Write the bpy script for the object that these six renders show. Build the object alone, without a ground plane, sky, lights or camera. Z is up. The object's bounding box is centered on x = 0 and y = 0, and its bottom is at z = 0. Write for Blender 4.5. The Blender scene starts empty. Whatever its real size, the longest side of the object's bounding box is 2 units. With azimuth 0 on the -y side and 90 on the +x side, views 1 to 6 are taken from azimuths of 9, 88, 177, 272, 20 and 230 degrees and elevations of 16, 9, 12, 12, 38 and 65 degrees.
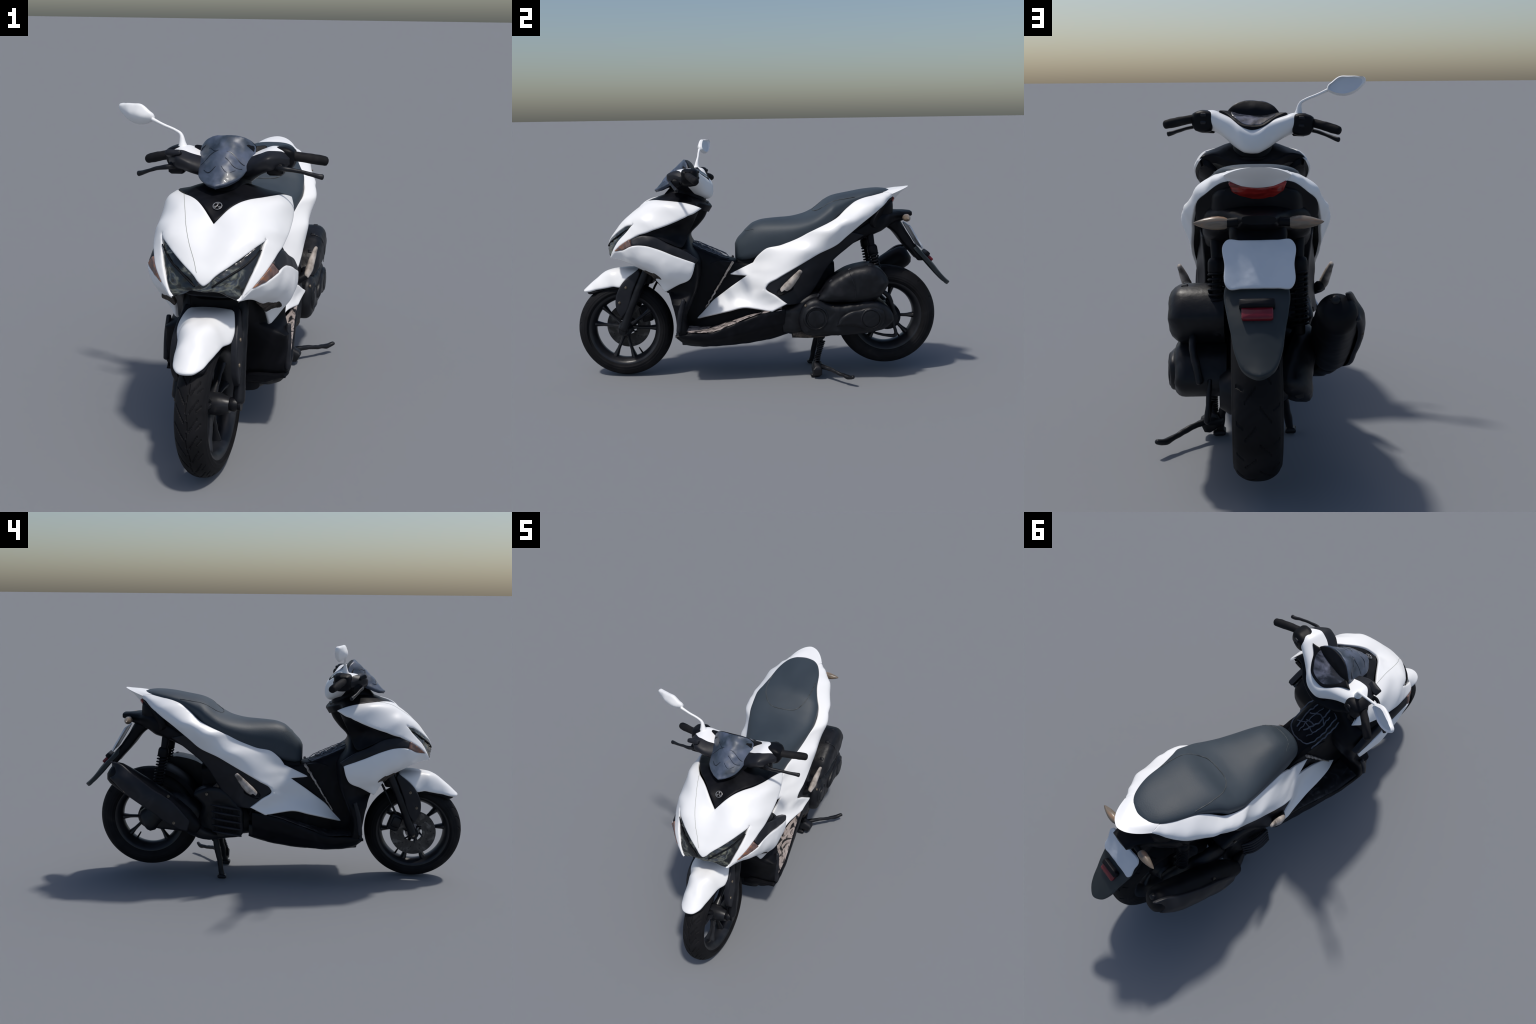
"""Motor scooter on its centre stand: white fairings over a black chassis.
Local frame: x = across (rider's left is +x), -y = forward, z = up."""
import bpy, math, random
import numpy as np
from mathutils import Vector, Matrix, noise
from mathutils.geometry import delaunay_2d_cdt
from mathutils.bvhtree import BVHTree

random.seed(7)
RNG = np.random.default_rng(7)

# ------------------------------------------------------------------ materials
def new_mat(name, base, rough=0.5, spec=0.4, metal=0.0, coat=0.0):
    m = bpy.data.materials.new(name)
    m.use_nodes = True
    b = m.node_tree.nodes["Principled BSDF"]
    b.inputs["Base Color"].default_value = (*base, 1)
    b.inputs["Roughness"].default_value = rough
    b.inputs["Specular IOR Level"].default_value = spec
    b.inputs["Metallic"].default_value = metal
    b.inputs["Coat Weight"].default_value = coat
    return m, m.node_tree, b

def mottle(m, stops, scale=8.0, detail=5.0, distort=0.0, stretch=(1, 1, 1), rough=None, bump=0.0, bump_scale=None):
    """Base colour from a noise field through a colour ramp, optional bump."""
    _, nt, b = m
    N, L = nt.nodes, nt.links
    co = N.new("ShaderNodeTexCoord")
    mp = N.new("ShaderNodeMapping"); mp.inputs["Scale"].default_value = stretch
    nz = N.new("ShaderNodeTexNoise")
    nz.inputs["Scale"].default_value = scale
    nz.inputs["Detail"].default_value = detail
    nz.inputs["Distortion"].default_value = distort
    rp = N.new("ShaderNodeValToRGB")
    els = rp.color_ramp.elements
    els[0].position, els[0].color = stops[0][0], (*stops[0][1], 1)
    els[1].position, els[1].color = stops[-1][0], (*stops[-1][1], 1)
    for p, c in stops[1:-1]:
        e = els.new(p); e.color = (*c, 1)
    L.new(co.outputs["Object"], mp.inputs[0]); L.new(mp.outputs[0], nz.inputs["Vector"])
    L.new(nz.outputs["Fac"], rp.inputs[0]); L.new(rp.outputs[0], b.inputs["Base Color"])
    if rough:
        rr = N.new("ShaderNodeMapRange")
        rr.inputs["To Min"].default_value, rr.inputs["To Max"].default_value = rough
        L.new(nz.outputs["Fac"], rr.inputs["Value"]); L.new(rr.outputs[0], b.inputs["Roughness"])
    if bump:
        n2 = N.new("ShaderNodeTexNoise"); n2.inputs["Scale"].default_value = bump_scale or scale * 3
        n2.inputs["Detail"].default_value = 3
        bp = N.new("ShaderNodeBump"); bp.inputs["Strength"].default_value = bump
        bp.inputs["Distance"].default_value = 0.004
        L.new(co.outputs["Object"], n2.inputs["Vector"])
        L.new(n2.outputs["Fac"], bp.inputs["Height"]); L.new(bp.outputs[0], b.inputs["Normal"])
    return m[0]

def g(v): return (v, v, v)

WHITE = mottle(new_mat("white_paint", g(.8), .38, .4), [(.3, (.90, .90, .905)), (.7, (.94, .94, .94))], 5, 3)
PLATE = mottle(new_mat("plate_enamel", g(.7), .35, .5), [(.3, (.66, .70, .76)), (.7, (.72, .75, .80))], 12, 4, bump=.25, bump_scale=30)
BLACK = mottle(new_mat("black_plastic", g(.01), .5, .14), [(.3, (.0025, .0028, .004)), (.55, (.005, .0055, .008)), (.8, (.013, .013, .017))], 7, 6, 1.5, rough=(.35, .6), bump=.25, bump_scale=28)
GREY = mottle(new_mat("charcoal_plastic", g(.02), .45, .28), [(.3, (.008, .009, .013)), (.6, (.014, .015, .020)), (.8, (.026, .026, .031))], 9, 6, 1.2, rough=(.35, .55), bump=.15, bump_scale=35)  # base lifted above black to carry the sheen seen on the shoulder trim
CASTING = mottle(new_mat("black_casting", g(.012), .4, .28), [(.3, (.004, .004, .006)), (.55, (.008, .009, .012)), (.72, (.016, .016, .020)), (.85, (.06, .056, .052))], 11, 7, 1.0, rough=(.3, .55), bump=.4, bump_scale=30)
RUBBER = mottle(new_mat("tyre_rubber", g(.015), .7, .15), [(.3, (.006, .006, .007)), (.6, (.011, .011, .013)), (.85, (.025, .023, .022))], 9, 6, .8, bump=.2, bump_scale=60)
RIM = mottle(new_mat("rim_enamel", g(.01), .35, .4), [(.3, (.007, .008, .011)), (.65, (.015, .016, .02)), (.9, (.06, .057, .055))], 12, 6, 1.5, bump=.2, bump_scale=30)
SEAT = mottle(new_mat("seat_vinyl", g(.03), .55, .35), [(.3, (.036, .049, .063)), (.7, (.046, .061, .077))], 5, 4, .5, rough=(.48, .62), bump=.12, bump_scale=160)
STITCH = mottle(new_mat("seat_thread", g(.07), .6, .3), [(.3, (.03, .035, .04)), (.7, (.10, .11, .115))], 40, 4)
SCREEN = mottle(new_mat("smoked_screen", g(.05), .38, .4, coat=.06), [(.25, (.015, .022, .032)), (.42, (.045, .062, .09)), (.58, (.075, .095, .14)), (.75, (.10, .125, .19))], 6, 4, 2.0, (1, .6, 1.6), bump=.1, bump_scale=20)
SCREEN_CRACK = mottle(new_mat("screen_ripple", g(.02), .3, .4), [(.3, (.012, .016, .024)), (.7, (.03, .04, .06))], 20)
DISPLAY = mottle(new_mat("display_glass", g(.03), .2, .5, coat=.3), [(.30, (.006, .006, .008)), (.45, (.02, .022, .028)), (.55, (.09, .095, .125)), (.68, (.17, .18, .24)), (.8, (.05, .05, .06))], 9, 4, 1.0)
LAMP = mottle(new_mat("headlamp_glass", g(.02), .2, .5, coat=.4), [(.32, (.004, .005, .006)), (.47, (.008, .010, .012)), (.52, (.03, .035, .035)), (.56, (.13, .135, .11)), (.60, (.045, .055, .07)), (.66, (.015, .017, .016)), (.74, (.20, .21, .17))], 9, 4, 1.3, (1, 1, 1.6))
AMBER = mottle(new_mat("amber_lens", g(.2), .3, .4), [(.30, (.08, .045, .04)), (.48, (.17, .11, .10)), (.60, (.30, .12, .055)), (.75, (.38, .24, .19))], 16, 5, 1.5)
SMOKE_AMBER = mottle(new_mat("smoked_amber_lens", g(.2), .3, .4), [(.30, (.10, .075, .06)), (.5, (.22, .18, .14)), (.62, (.32, .20, .13)), (.78, (.36, .32, .27))], 22, 5, 1.0, (.4, 1, 1.6))
RED = mottle(new_mat("red_lens", g(.2), .22, .5, coat=.3), [(.30, (.07, .006, .006)), (.5, (.26, .016, .014)), (.65, (.40, .03, .024)), (.8, (.12, .01, .01))], 22, 5, 1.5, (.6, 1, 2))
REFLECTOR = mottle(new_mat("reflector_red", g(.2), .3, .5), [(.3, (.12, .004, .012)), (.7, (.22, .010, .022))], 18)
DUST_BROWN = mottle(new_mat("dusty_grille", g(.1), .8, .2), [(.35, (.02, .018, .017)), (.55, (.07, .058, .05)), (.75, (.15, .12, .10))], 30, 6, 1.0, bump=.4)
WORN = mottle(new_mat("worn_metal", g(.4), .6, .3), [(.32, (.16, .14, .125)), (.5, (.42, .37, .33)), (.7, (.60, .55, .51))], 25, 5)
STEEL = mottle(new_mat("steel_disc", g(.1), .45, .4, .3), [(.3, (.034, .032, .032)), (.55, (.065, .061, .058)), (.72, (.18, .175, .17))], 22, 5, 1.0)
BOLT = mottle(new_mat("bolt_metal", g(.2), .45, .4, .4), [(.3, (.06, .048, .035)), (.7, (.22, .18, .135))], 40)
GREY_LINE = new_mat("thin_grey_line", (.22, .23, .20), .7, .2)[0]
MAT_LINE = mottle(new_mat("scuffed_rib", g(.08), .5, .35), [(.3, (.05, .055, .068)), (.6, (.13, .145, .175)), (.8, (.24, .25, .28))], 20, 5)
FLAP = mottle(new_mat("flap_plastic", g(.02), .5, .35), [(.3, (.016, .022, .025)), (.7, (.028, .036, .041))], 7, 3)

def dirt_floor(name, amount):
    """Black board with pale tan dust worn into irregular patches."""
    m = new_mat(name, g(.01), .55, .3)
    lo = .60 - .16 * amount
    return mottle(m, [(.30, (.006, .006, .008)), (lo - .03, (.012, .012, .014)), (lo, (.10, .085, .08)), (lo + .04, (.33, .28, .262)), (lo + .16, (.40, .345, .325)), (lo + .2, (.06, .055, .055)), (lo + .27, (.42, .36, .335))],
                  13, 6, 1.8, (1.6, .8, 1), bump=.3)
FLOOR_DUSTY = dirt_floor("dusty_floor", 1.0)
FLOOR_DARK = mottle(new_mat("scuffed_floor", g(.01), .5, .35), [(.35, (.006, .006, .008)), (.55, (.015, .015, .018)), (.66, (.05, .05, .055)), (.72, (.018, .018, .02)), (.85, (.07, .068, .07))], 14, 6, 1.8, bump=.4, bump_scale=30)

# ------------------------------------------------------------------ scene root
ROOT = bpy.data.objects.new("motor_scooter", None)
bpy.context.scene.collection.objects.link(ROOT)
ROOT["label"] = "white and black motor scooter with dark seat on centre stand"
ROOT["category"] = "scooter"
ROOT.empty_display_size = .2
ROOT.location = (.0515, 0, 0)
ROOT.rotation_euler = (0, 0, -.0085)

# handlebar, fork and wheel are turned a few degrees about the raked steering axis
_piv = Vector((0, -.35, .95))
STEER = (Matrix.Translation(_piv) @ Matrix.Rotation(math.radians(-5), 4, Vector((0, .446, .895))) @ Matrix.Translation(-_piv))
IDENT = Matrix.Identity(4)

def make(name, verts, faces, mat, parent=None, xf=None, flat=False, angle=50, kind=None):
    V = [Vector(v) for v in verts]
    if xf is not None:
        V = [xf @ v for v in V]
    me = bpy.data.meshes.new(name)
    me.from_pydata([tuple(v) for v in V], [], [tuple(int(i) for i in f) for f in faces])
    me.validate()
    me.materials.append(mat)
    if not flat:
        me.polygons.foreach_set("use_smooth", [True] * len(me.polygons))
        me.set_sharp_from_angle(angle=math.radians(angle))
    ob = bpy.data.objects.new(name, me)
    bpy.context.scene.collection.objects.link(ob)
    ob.parent = parent or ROOT
    if kind:
        ob["kind"] = kind
    return ob

def mirrored(ob, name=None, mat=None):
    """Second piece on the other side of the bike, as its own mesh."""
    me = ob.data.copy()
    me.transform(Matrix.Scale(-1, 4, (1, 0, 0)))
    me.flip_normals()
    if mat:
        me.materials[0] = mat
    o2 = bpy.data.objects.new(name or ob.name, me)
    bpy.context.scene.collection.objects.link(o2)
    o2.parent = ob.parent
    if "kind" in ob: o2["kind"] = ob["kind"]
    return o2

# ------------------------------------------------------------------ curves
def curve(pts, closed=False, step=.008):
    """Smooth curve through 3D points; a 4th entry marks a sharp corner."""
    P = [np.array(p[:3], float) for p in pts]
    C = [len(p) > 3 for p in pts]
    n = len(P); out = []
    for i in range(n if closed else n - 1):
        j = (i + 1) % n
        a, b = P[i], P[j]; d = b - a; L = np.linalg.norm(d) + 1e-9
        def tangent(k, e):
            if C[k] or (not closed and k in (0, n - 1)): return d
            p, q, r = P[(k - 1) % n], P[k], P[(k + 1) % n]
            l1, l2 = np.linalg.norm(q - p) + 1e-9, np.linalg.norm(r - q) + 1e-9
            return ((q - p) / l1 * l2 + (r - q) / l2 * l1) / (l1 + l2) * L
        ta, tb = tangent(i, 0), tangent(j, 1)
        m = max(2, int(math.ceil(L / step)))
        for s in range(m):
            t = s / m
            out.append((2*t**3-3*t*t+1)*a + (t**3-2*t*t+t)*ta + (-2*t**3+3*t*t)*b + (t**3-t*t)*tb)
    if not closed: out.append(P[-1])
    return np.array(out)

def keyed(keys, n):
    """Rows of numbers keyed on their first column, smoothly interpolated to n rows."""
    K = np.array(keys, float); x = K[:, 0]
    xs = np.linspace(x[0], x[-1], n)
    m = np.zeros_like(K)
    for i in range(len(K)):
        if i == 0: m[i] = (K[1] - K[0]) / (x[1] - x[0])
        elif i == len(K) - 1: m[i] = (K[-1] - K[-2]) / (x[-1] - x[-2])
        else:
            s1 = (K[i] - K[i-1]) / (x[i] - x[i-1]); s2 = (K[i+1] - K[i]) / (x[i+1] - x[i])
            m[i] = np.where(s1 * s2 > 0, 2 * s1 * s2 / (s1 + s2 + 1e-12), 0)
            m[i, 0] = 1
    out = []
    for v in xs:
        i = min(max(np.searchsorted(x, v) - 1, 0), len(x) - 2)
        h = x[i+1] - x[i]; t = (v - x[i]) / h
        out.append((2*t**3-3*t*t+1)*K[i] + (t**3-2*t*t+t)*h*m[i] + (-2*t**3+3*t*t)*K[i+1] + (t**3-t*t)*h*m[i+1])
    return np.array(out)

# ------------------------------------------------------------------ shell panels
class Field:
    """Thin-plate surface through 3D control points, as height over a plane."""
    def __init__(self, pts, normal, lam=1.5e-4):
        n = Vector(normal).normalized()
        u = Vector((0, 1, 0)).cross(n) if abs(n.y) < .9 else n.cross(Vector((1, 0, 0)))
        u = (u - n * u.dot(n)).normalized(); v = n.cross(u)
        self.B = np.array([u, v, n])
        Q = np.array(pts) @ self.B.T
        keep = [0]
        for i in range(1, len(Q)):
            if np.min(np.linalg.norm(Q[keep, :2] - Q[i, :2], axis=1)) > .004: keep.append(i)
        Q = Q[keep]; self.c = Q[:, :2]; N = len(Q)
        A = np.zeros((N + 3, N + 3)); A[:N, :N] = self.k(self.c) + lam * np.eye(N)
        A[:N, N] = 1; A[:N, N+1:] = self.c; A[N:, :N] = A[:N, N:].T
        self.w = np.linalg.solve(A, np.concatenate([Q[:, 2], np.zeros(3)]))
    def k(self, q):
        r2 = ((q[:, None, :] - self.c[None]) ** 2).sum(-1)
        return .5 * r2 * np.log(r2 + 1e-12)
    def flat(self, P): return (np.asarray(P) @ self.B.T)[:, :2]
    def lift(self, q):
        N = len(self.c)
        h = self.k(q) @ self.w[:N] + self.w[N] + q @ self.w[N+1:]
        return np.column_stack([q, h]) @ self.B

def edge_distance(q, poly):
    a = poly; b = np.roll(poly, -1, 0); ab = b - a
    t = ((q[:, None] - a[None]) * ab[None]).sum(-1) / ((ab ** 2).sum(-1) + 1e-12)[None]
    t = np.clip(t, 0, 1)
    return np.sqrt((((a[None] + t[..., None] * ab[None]) - q[:, None]) ** 2).sum(-1)).min(1)

def inside(q, poly):
    x, y = q[:, 0:1], q[:, 1:2]; a = poly; b = np.roll(poly, -1, 0)
    c = (a[None, :, 1] > y) != (b[None, :, 1] > y)
    xi = (b[:, 0] - a[:, 0])[None] * (y - a[None, :, 1]) / (b[:, 1] - a[:, 1] + 1e-15)[None] + a[None, :, 0]
    return (c & (x < xi)).sum(1) % 2 == 1

def panel(name, loop, normal, mat, inner=(), sym=False, thick=.006, rnd=.005, res=.010, field=None,
          sink=0.0, depth_to=None, lam=1.5e-4, parent=None, xf=None, lumps=0.0, lump_scale=12, angle=50, mirror=False, kind=None):
    """Shell panel: edge curve + surface field, rounded rim, real thickness.
    depth_to: instead of a constant thickness, extrude back to this x plane."""
    if sym:
        half = list(loop)
        full = half + [(-p[0],) + tuple(p[1:]) for p in reversed(half) if abs(p[0]) > 1e-6]
        inner = list(inner) + [(-p[0], p[1], p[2]) for p in inner if abs(p[0]) > 1e-6]
        loop = full
    edge = curve(loop, True, res)
    F = field or Field(np.vstack([edge[::2], np.array(inner).reshape(-1, 3)]), normal, lam)
    poly = F.flat(edge)
    area = np.sum(poly[:, 0] * np.roll(poly[:, 1], -1) - np.roll(poly[:, 0], -1) * poly[:, 1])
    if area < 0: poly = poly[::-1]
    lo, hi = poly.min(0), poly.max(0)
    gx, gy = np.meshgrid(np.arange(lo[0], hi[0], res), np.arange(lo[1], hi[1], res * .87))
    gx = gx + (np.arange(gx.shape[0]) % 2)[:, None] * res * .5
    q = np.column_stack([gx.ravel(), gy.ravel()])
    d = edge_distance(q, poly)
    q = q[inside(q, poly) & (d > max(rnd * 1.15, res * .45))]
    pts = [poly]
    if rnd > 0:
        tan = np.roll(poly, -1, 0) - np.roll(poly, 1, 0)
        nrm = np.column_stack([-tan[:, 1], tan[:, 0]]); nrm /= np.linalg.norm(nrm, axis=1)[:, None] + 1e-12
        for f in ((.12, .4, 1.0) if rnd < .015 else (.06, .2, .45, .75, 1.0)):
            r = poly + nrm * rnd * f
            ok = inside(r, poly) & (edge_distance(r, poly) > rnd * f * .9)
            pts.append(r[ok])
    m = len(poly)
    allp = np.vstack(pts + [q])
    vs, es, fs, *_ = delaunay_2d_cdt([Vector(p) for p in allp], [(i, (i + 1) % m) for i in range(m)], [], 1, 1e-6)
    q2 = np.array([tuple(v) for v in vs]); fs = [tuple(f) for f in fs]
    P = F.lift(q2)
    T = np.array(fs)
    fn = np.cross(P[T[:, 1]] - P[T[:, 0]], P[T[:, 2]] - P[T[:, 0]])
    vn = np.zeros_like(P)
    for k in range(3): np.add.at(vn, T[:, k], fn)
    vn /= np.linalg.norm(vn, axis=1)[:, None] + 1e-12
    d = edge_distance(q2, poly)
    if lumps:
        P = P + vn * (lumps * np.array([noise.fractal(Vector(p) * lump_scale, 1.0, 2.0, 3) for p in P]))[:, None]
    if rnd > 0:
        k = np.clip(d / rnd, 0, 1)
        P = P - vn * (rnd * (1 - np.sqrt(np.clip(1 - (1 - k) ** 2, 0, 1))))[:, None]
    P = P - vn * sink
    if depth_to is None:
        back = P - vn * thick
    else:
        back = P.copy(); back[:, 0] = depth_to
    n = len(P)
    cnt = {}
    for f in fs:
        for i in range(3):
            e = (f[i], f[(i+1) % 3]); key = tuple(sorted(e))
            cnt.setdefault(key, []).append(e)
    rim = [v[0] for v in cnt.values() if len(v) == 1]
    faces = list(fs) + [(f[2] + n, f[1] + n, f[0] + n) for f in fs] + [(b, a, a + n, b + n) for a, b in rim]
    ob = make(name, np.vstack([P, back]), faces, mat, parent, xf, angle=angle, kind=kind)
    ob_f = F
    if mirror: mirrored(ob)
    return ob, ob_f

# ------------------------------------------------------------------ lofts, tubes, turned parts
def se_ring(n=40, p=2.6):
    t = np.linspace(0, 2 * np.pi, n, endpoint=False)
    c, s = np.cos(t), np.sin(t)
    return np.sign(c) * np.abs(c) ** (2 / p), np.sign(s) * np.abs(s) ** (2 / p)

def skin(rings, cap=True):
    R = np.array(rings); m, n = R.shape[:2]
    V = R.reshape(-1, 3); F = []
    for i in range(m - 1):
        for j in range(n):
            k = (j + 1) % n
            F.append((i*n+j, i*n+k, (i+1)*n+k, (i+1)*n+j))
    if cap:
        V = np.vstack([V, R[0].mean(0), R[-1].mean(0)])
        F += [(m*n, (j+1) % n, j) for j in range(n)] + [(m*n+1, (m-1)*n+j, (m-1)*n+(j+1) % n) for j in range(n)]
    return V, F

def fix(V, F):
    """Turn faces outward (signed volume)."""
    V = np.asarray(V); vol = 0
    for f in F:
        for i in range(1, len(f) - 1):
            vol += np.dot(V[f[0]], np.cross(V[f[i]], V[f[i+1]]))
    return (V, F) if vol > 0 else (V, [tuple(reversed(f)) for f in F])

def roughen(V, amp, scale):
    if not amp: return V
    V = np.array(V, float)
    return V + np.array([amp * np.array(noise.noise_vector(Vector(v) * scale)) for v in V])

def body(name, axis, keys, mat, n=30, p=3.0, seg=44, rough=0.0, rscale=14, parent=None, xf=None, angle=50, taper=None, tail=None):
    """Closed hull lofted along y or z. keys: (pos, lo_a, hi_a, lo_b, hi_b)."""
    x, y = se_ring(seg, p); rings = []
    for k in keyed(keys, n):
        a = (k[1] + k[2]) / 2 + x * (k[2] - k[1]) / 2
        b = (k[3] + k[4]) / 2 + y * (k[4] - k[3]) / 2
        c = np.full_like(a, k[0])
        if taper:                                   # narrower toward the low-b (forward) side
            a = a * (1 - taper(k[0]) * (k[4] - b) / (k[4] - k[3] + 1e-9))
        if tail:                                    # rounded in toward the high-b (rear) side
            a = a * (1 - tail(k[0]) * ((b - k[3]) / (k[4] - k[3] + 1e-9)) ** 2)
        rings.append(np.column_stack({'y': (a, c, b), 'z': (a, b, c), 'x': (c, a, b)}[axis]))
    V, F = fix(*skin(rings))
    return make(name, roughen(V, rough, rscale), F, mat, parent, xf, angle=angle)

def tube_mesh(pts, radius, seg=12, flat=1.0, smooth=True, step=.01, flat_dir=None):
    P = curve(pts, False, step) if smooth else np.array([p[:3] for p in pts], float)
    n = len(P)
    T = np.gradient(P, axis=0); T /= np.linalg.norm(T, axis=1)[:, None] + 1e-12
    up = np.array(flat_dir if flat_dir is not None else (0.13, .21, .97)); rings = []
    r = np.interp(np.linspace(0, 1, n), np.linspace(0, 1, len(radius)), radius) if hasattr(radius, '__len__') else np.full(n, radius)
    a = np.linspace(0, 2 * np.pi, seg, endpoint=False)
    side = np.cross(T[0], up); side /= np.linalg.norm(side)
    for i in range(n):
        side = side - T[i] * side.dot(T[i]); side /= np.linalg.norm(side) + 1e-12
        nn = np.cross(side, T[i])
        rings.append(P[i] + r[i] * (np.cos(a)[:, None] * side + flat * np.sin(a)[:, None] * nn))
    # rounded ends
    for end, sgn in ((0, -1), (-1, 1)):
        c = P[end]; base = rings[end]; extra = []
        for t in (.5, .87):
            extra.append(c + (base - c) * math.cos(math.asin(t)) + T[end] * sgn * r[end] * t * .7)
        rings = (list(reversed(extra)) + rings) if end == 0 else rings + extra
    return fix(*skin(rings))

def tube(name, pts, radius, mat, seg=12, flat=1.0, smooth=True, parent=None, xf=None, rough=0, rscale=40, step=.01, flat_dir=None, mirror=False, kind=None):
    V, F = tube_mesh(pts, radius, seg, flat, smooth, step, flat_dir)
    ob = make(name, roughen(V, rough, rscale), F, mat, parent, xf, angle=60, kind=kind)
    if mirror: mirrored(ob)
    return ob

def turned_mesh(profile, centre=(0, 0, 0), seg=64, closed=False):
    """Solid of revolution about the x axis. profile: (x, radius)."""
    pr = np.array(profile, float); a = np.linspace(0, 2 * np.pi, seg, endpoint=False)
    rings = [np.column_stack([np.full(seg, x), r * np.cos(a), r * np.sin(a)]) + np.array(centre) for x, r in pr]
    if closed:
        V, F = skin(rings + [rings[0]], cap=False); return fix(V, F)
    return fix(*skin(rings))

def turned(name, profile, centre, mat, seg=64, closed=False, parent=None, xf=None, rough=0, rscale=30, angle=40, mirror=False):
    V, F = turned_mesh(profile, centre, seg, closed)
    ob = make(name, roughen(V, rough, rscale), F, mat, parent, xf, angle=angle)
    if mirror: mirrored(ob)
    return ob

def box_mesh(c, size, R=None, bevel=.003):
    """Chamfered box (rounded-rectangle loft)."""
    x, y = se_ring(32, 8); hx, hy, hz = (s / 2 for s in size); rings = []
    for z, s in ((-hz, -bevel), (-hz + bevel, 0), (hz - bevel, 0), (hz, -bevel)):
        rings.append(np.column_stack([x * (hx + s), y * (hy + s), np.full_like(x, z)]))
    V, F = fix(*skin(rings))
    if R is not None: V = V @ np.array(R.to_3x3()).T
    return V + np.array(c), F

def merge(parts):
    V, F, o = [], [], 0
    for v, f in parts:
        V.append(np.asarray(v)); F += [tuple(i + o for i in q) for q in f]; o += len(v)
    return np.vstack(V), F

def share(ob, locs, parent=None, rots=None):
    for i, l in enumerate(locs):
        o = ob.copy(); o.location = l
        if rots: o.rotation_euler = rots[i]
        bpy.context.scene.collection.objects.link(o)
        o.parent = parent or ob.parent

# ================================================================== WHEELS
def groove_front(th, s):
    """Slanted cuts swept back from a wavy centre line."""
    k = th * 26 / (2 * np.pi)
    side = np.sign(s)
    f = np.abs(((k + .5 * (side > 0) + 1.5 * np.abs(s)) % 1) - .5)
    cuts = (f < .075) & (np.abs(s) > .16) & (np.abs(s) < .62)
    f2 = np.abs(((k + .25 + 1.1 * np.abs(s)) % 1) - .5)
    cuts |= (f2 < .06) & (np.abs(s) > .5) & (np.abs(s) < .8)
    mid = np.abs(s - .05 * np.sin(th * 13)) < .022
    return cuts | mid

def groove_rear(th, s):
    k = th * 15 / (2 * np.pi)
    f = np.abs(((k + .5 * (s > 0) + .9 * np.abs(s)) % 1) - .5)
    cuts = (f < .045) & (np.abs(s) > .08) & (np.abs(s) < .52)
    f2 = np.abs(((k + .35 + .5 * (s > 0) - .4 * np.abs(s)) % 1) - .5)
    return cuts | ((f2 < .05) & (np.abs(s) > .55) & (np.abs(s) < .86))

def tyre(name, c, R, hw, bead, groove, parent, xf):
    seg, m = 560, 57
    th = np.linspace(0, 2 * np.pi, seg, endpoint=False)
    # tread arc from sidewall to sidewall, then sidewall down to the bead
    prof = curve([(-hw * .80, bead, 0), (-hw * .97, bead + .018, 0), (-hw, R - .052, 0), (-hw * .86, R - .024, 0), (-hw * .5, R - .006, 0), (0, R, 0),
                  (hw * .5, R - .006, 0), (hw * .86, R - .024, 0), (hw, R - .052, 0), (hw * .97, bead + .018, 0), (hw * .80, bead, 0)], False, .0035)[:, :2]
    rings = []
    for x, r in prof:
        s = x / hw if r > R - .05 else 2.0
        cut = groove(th, np.full(seg, s)) * .0032 if abs(s) < 1 else np.zeros(seg)
        side = .0018 * math.sin((r - bead) * 260) if r < R - .035 else 0   # sidewall ribs
        rr = r - cut
        rings.append(np.column_stack([np.full(seg, x + math.copysign(side, x)), rr * np.cos(th), rr * np.sin(th)]) + np.array(c))
    inner = [np.column_stack([np.full(seg, sx * hw * .7), (bead - .002) * np.cos(th), (bead - .002) * np.sin(th)]) + np.array(c) for sx in (1, -1)]
    R_ = rings + inner + [rings[0]]
    V, F = fix(*skin(R_, cap=False))
    return make(name, V, F, RUBBER, parent, xf, angle=35)

def rim_mesh(c, bead, open_r, hw, hub_r, hub_hw, spoke_angles, spread):
    lip = hw * .80
    prof = [(-lip, bead + .006), (-lip - .004, bead + .003), (-lip - .003, bead - .004), (-lip + .006, bead - .012), (-lip + .016, open_r + .008), (-.012, open_r),
            (.012, open_r), (lip - .016, open_r + .008), (lip - .006, bead - .012), (lip + .003, bead - .004), (lip + .004, bead + .003), (lip, bead + .006), (0, open_r + .014)]
    parts = [turned_mesh(prof, c, 96, closed=True)]
    parts.append(turned_mesh([(-hub_hw, 0.012), (-hub_hw, hub_r * .7), (-hub_hw * .5, hub_r), (hub_hw * .5, hub_r), (hub_hw, hub_r * .7), (hub_hw, .012)], c, 40))
    for a0 in spoke_angles:
        for sg in (-1, 1):
            a1 = math.radians(a0 + sg * spread); ah = math.radians(a0 + sg * spread * .55)
            p0 = np.array(c) + np.array([0, math.cos(ah), math.sin(ah)]) * hub_r * .7
            p2 = np.array(c) + np.array([0, math.cos(a1), math.sin(a1)]) * (open_r + .006)
            pm = p0 * .5 + p2 * .5 + np.array([.004, 0, 0])
            parts.append(tube_mesh([p0, pm, p2], [.014, .0085, .0095, .017], 10, 1.5, step=.012, flat_dir=(0, math.cos(a1), math.sin(a1)) if False else (1, .02, .03)))
    return merge(parts)

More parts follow.
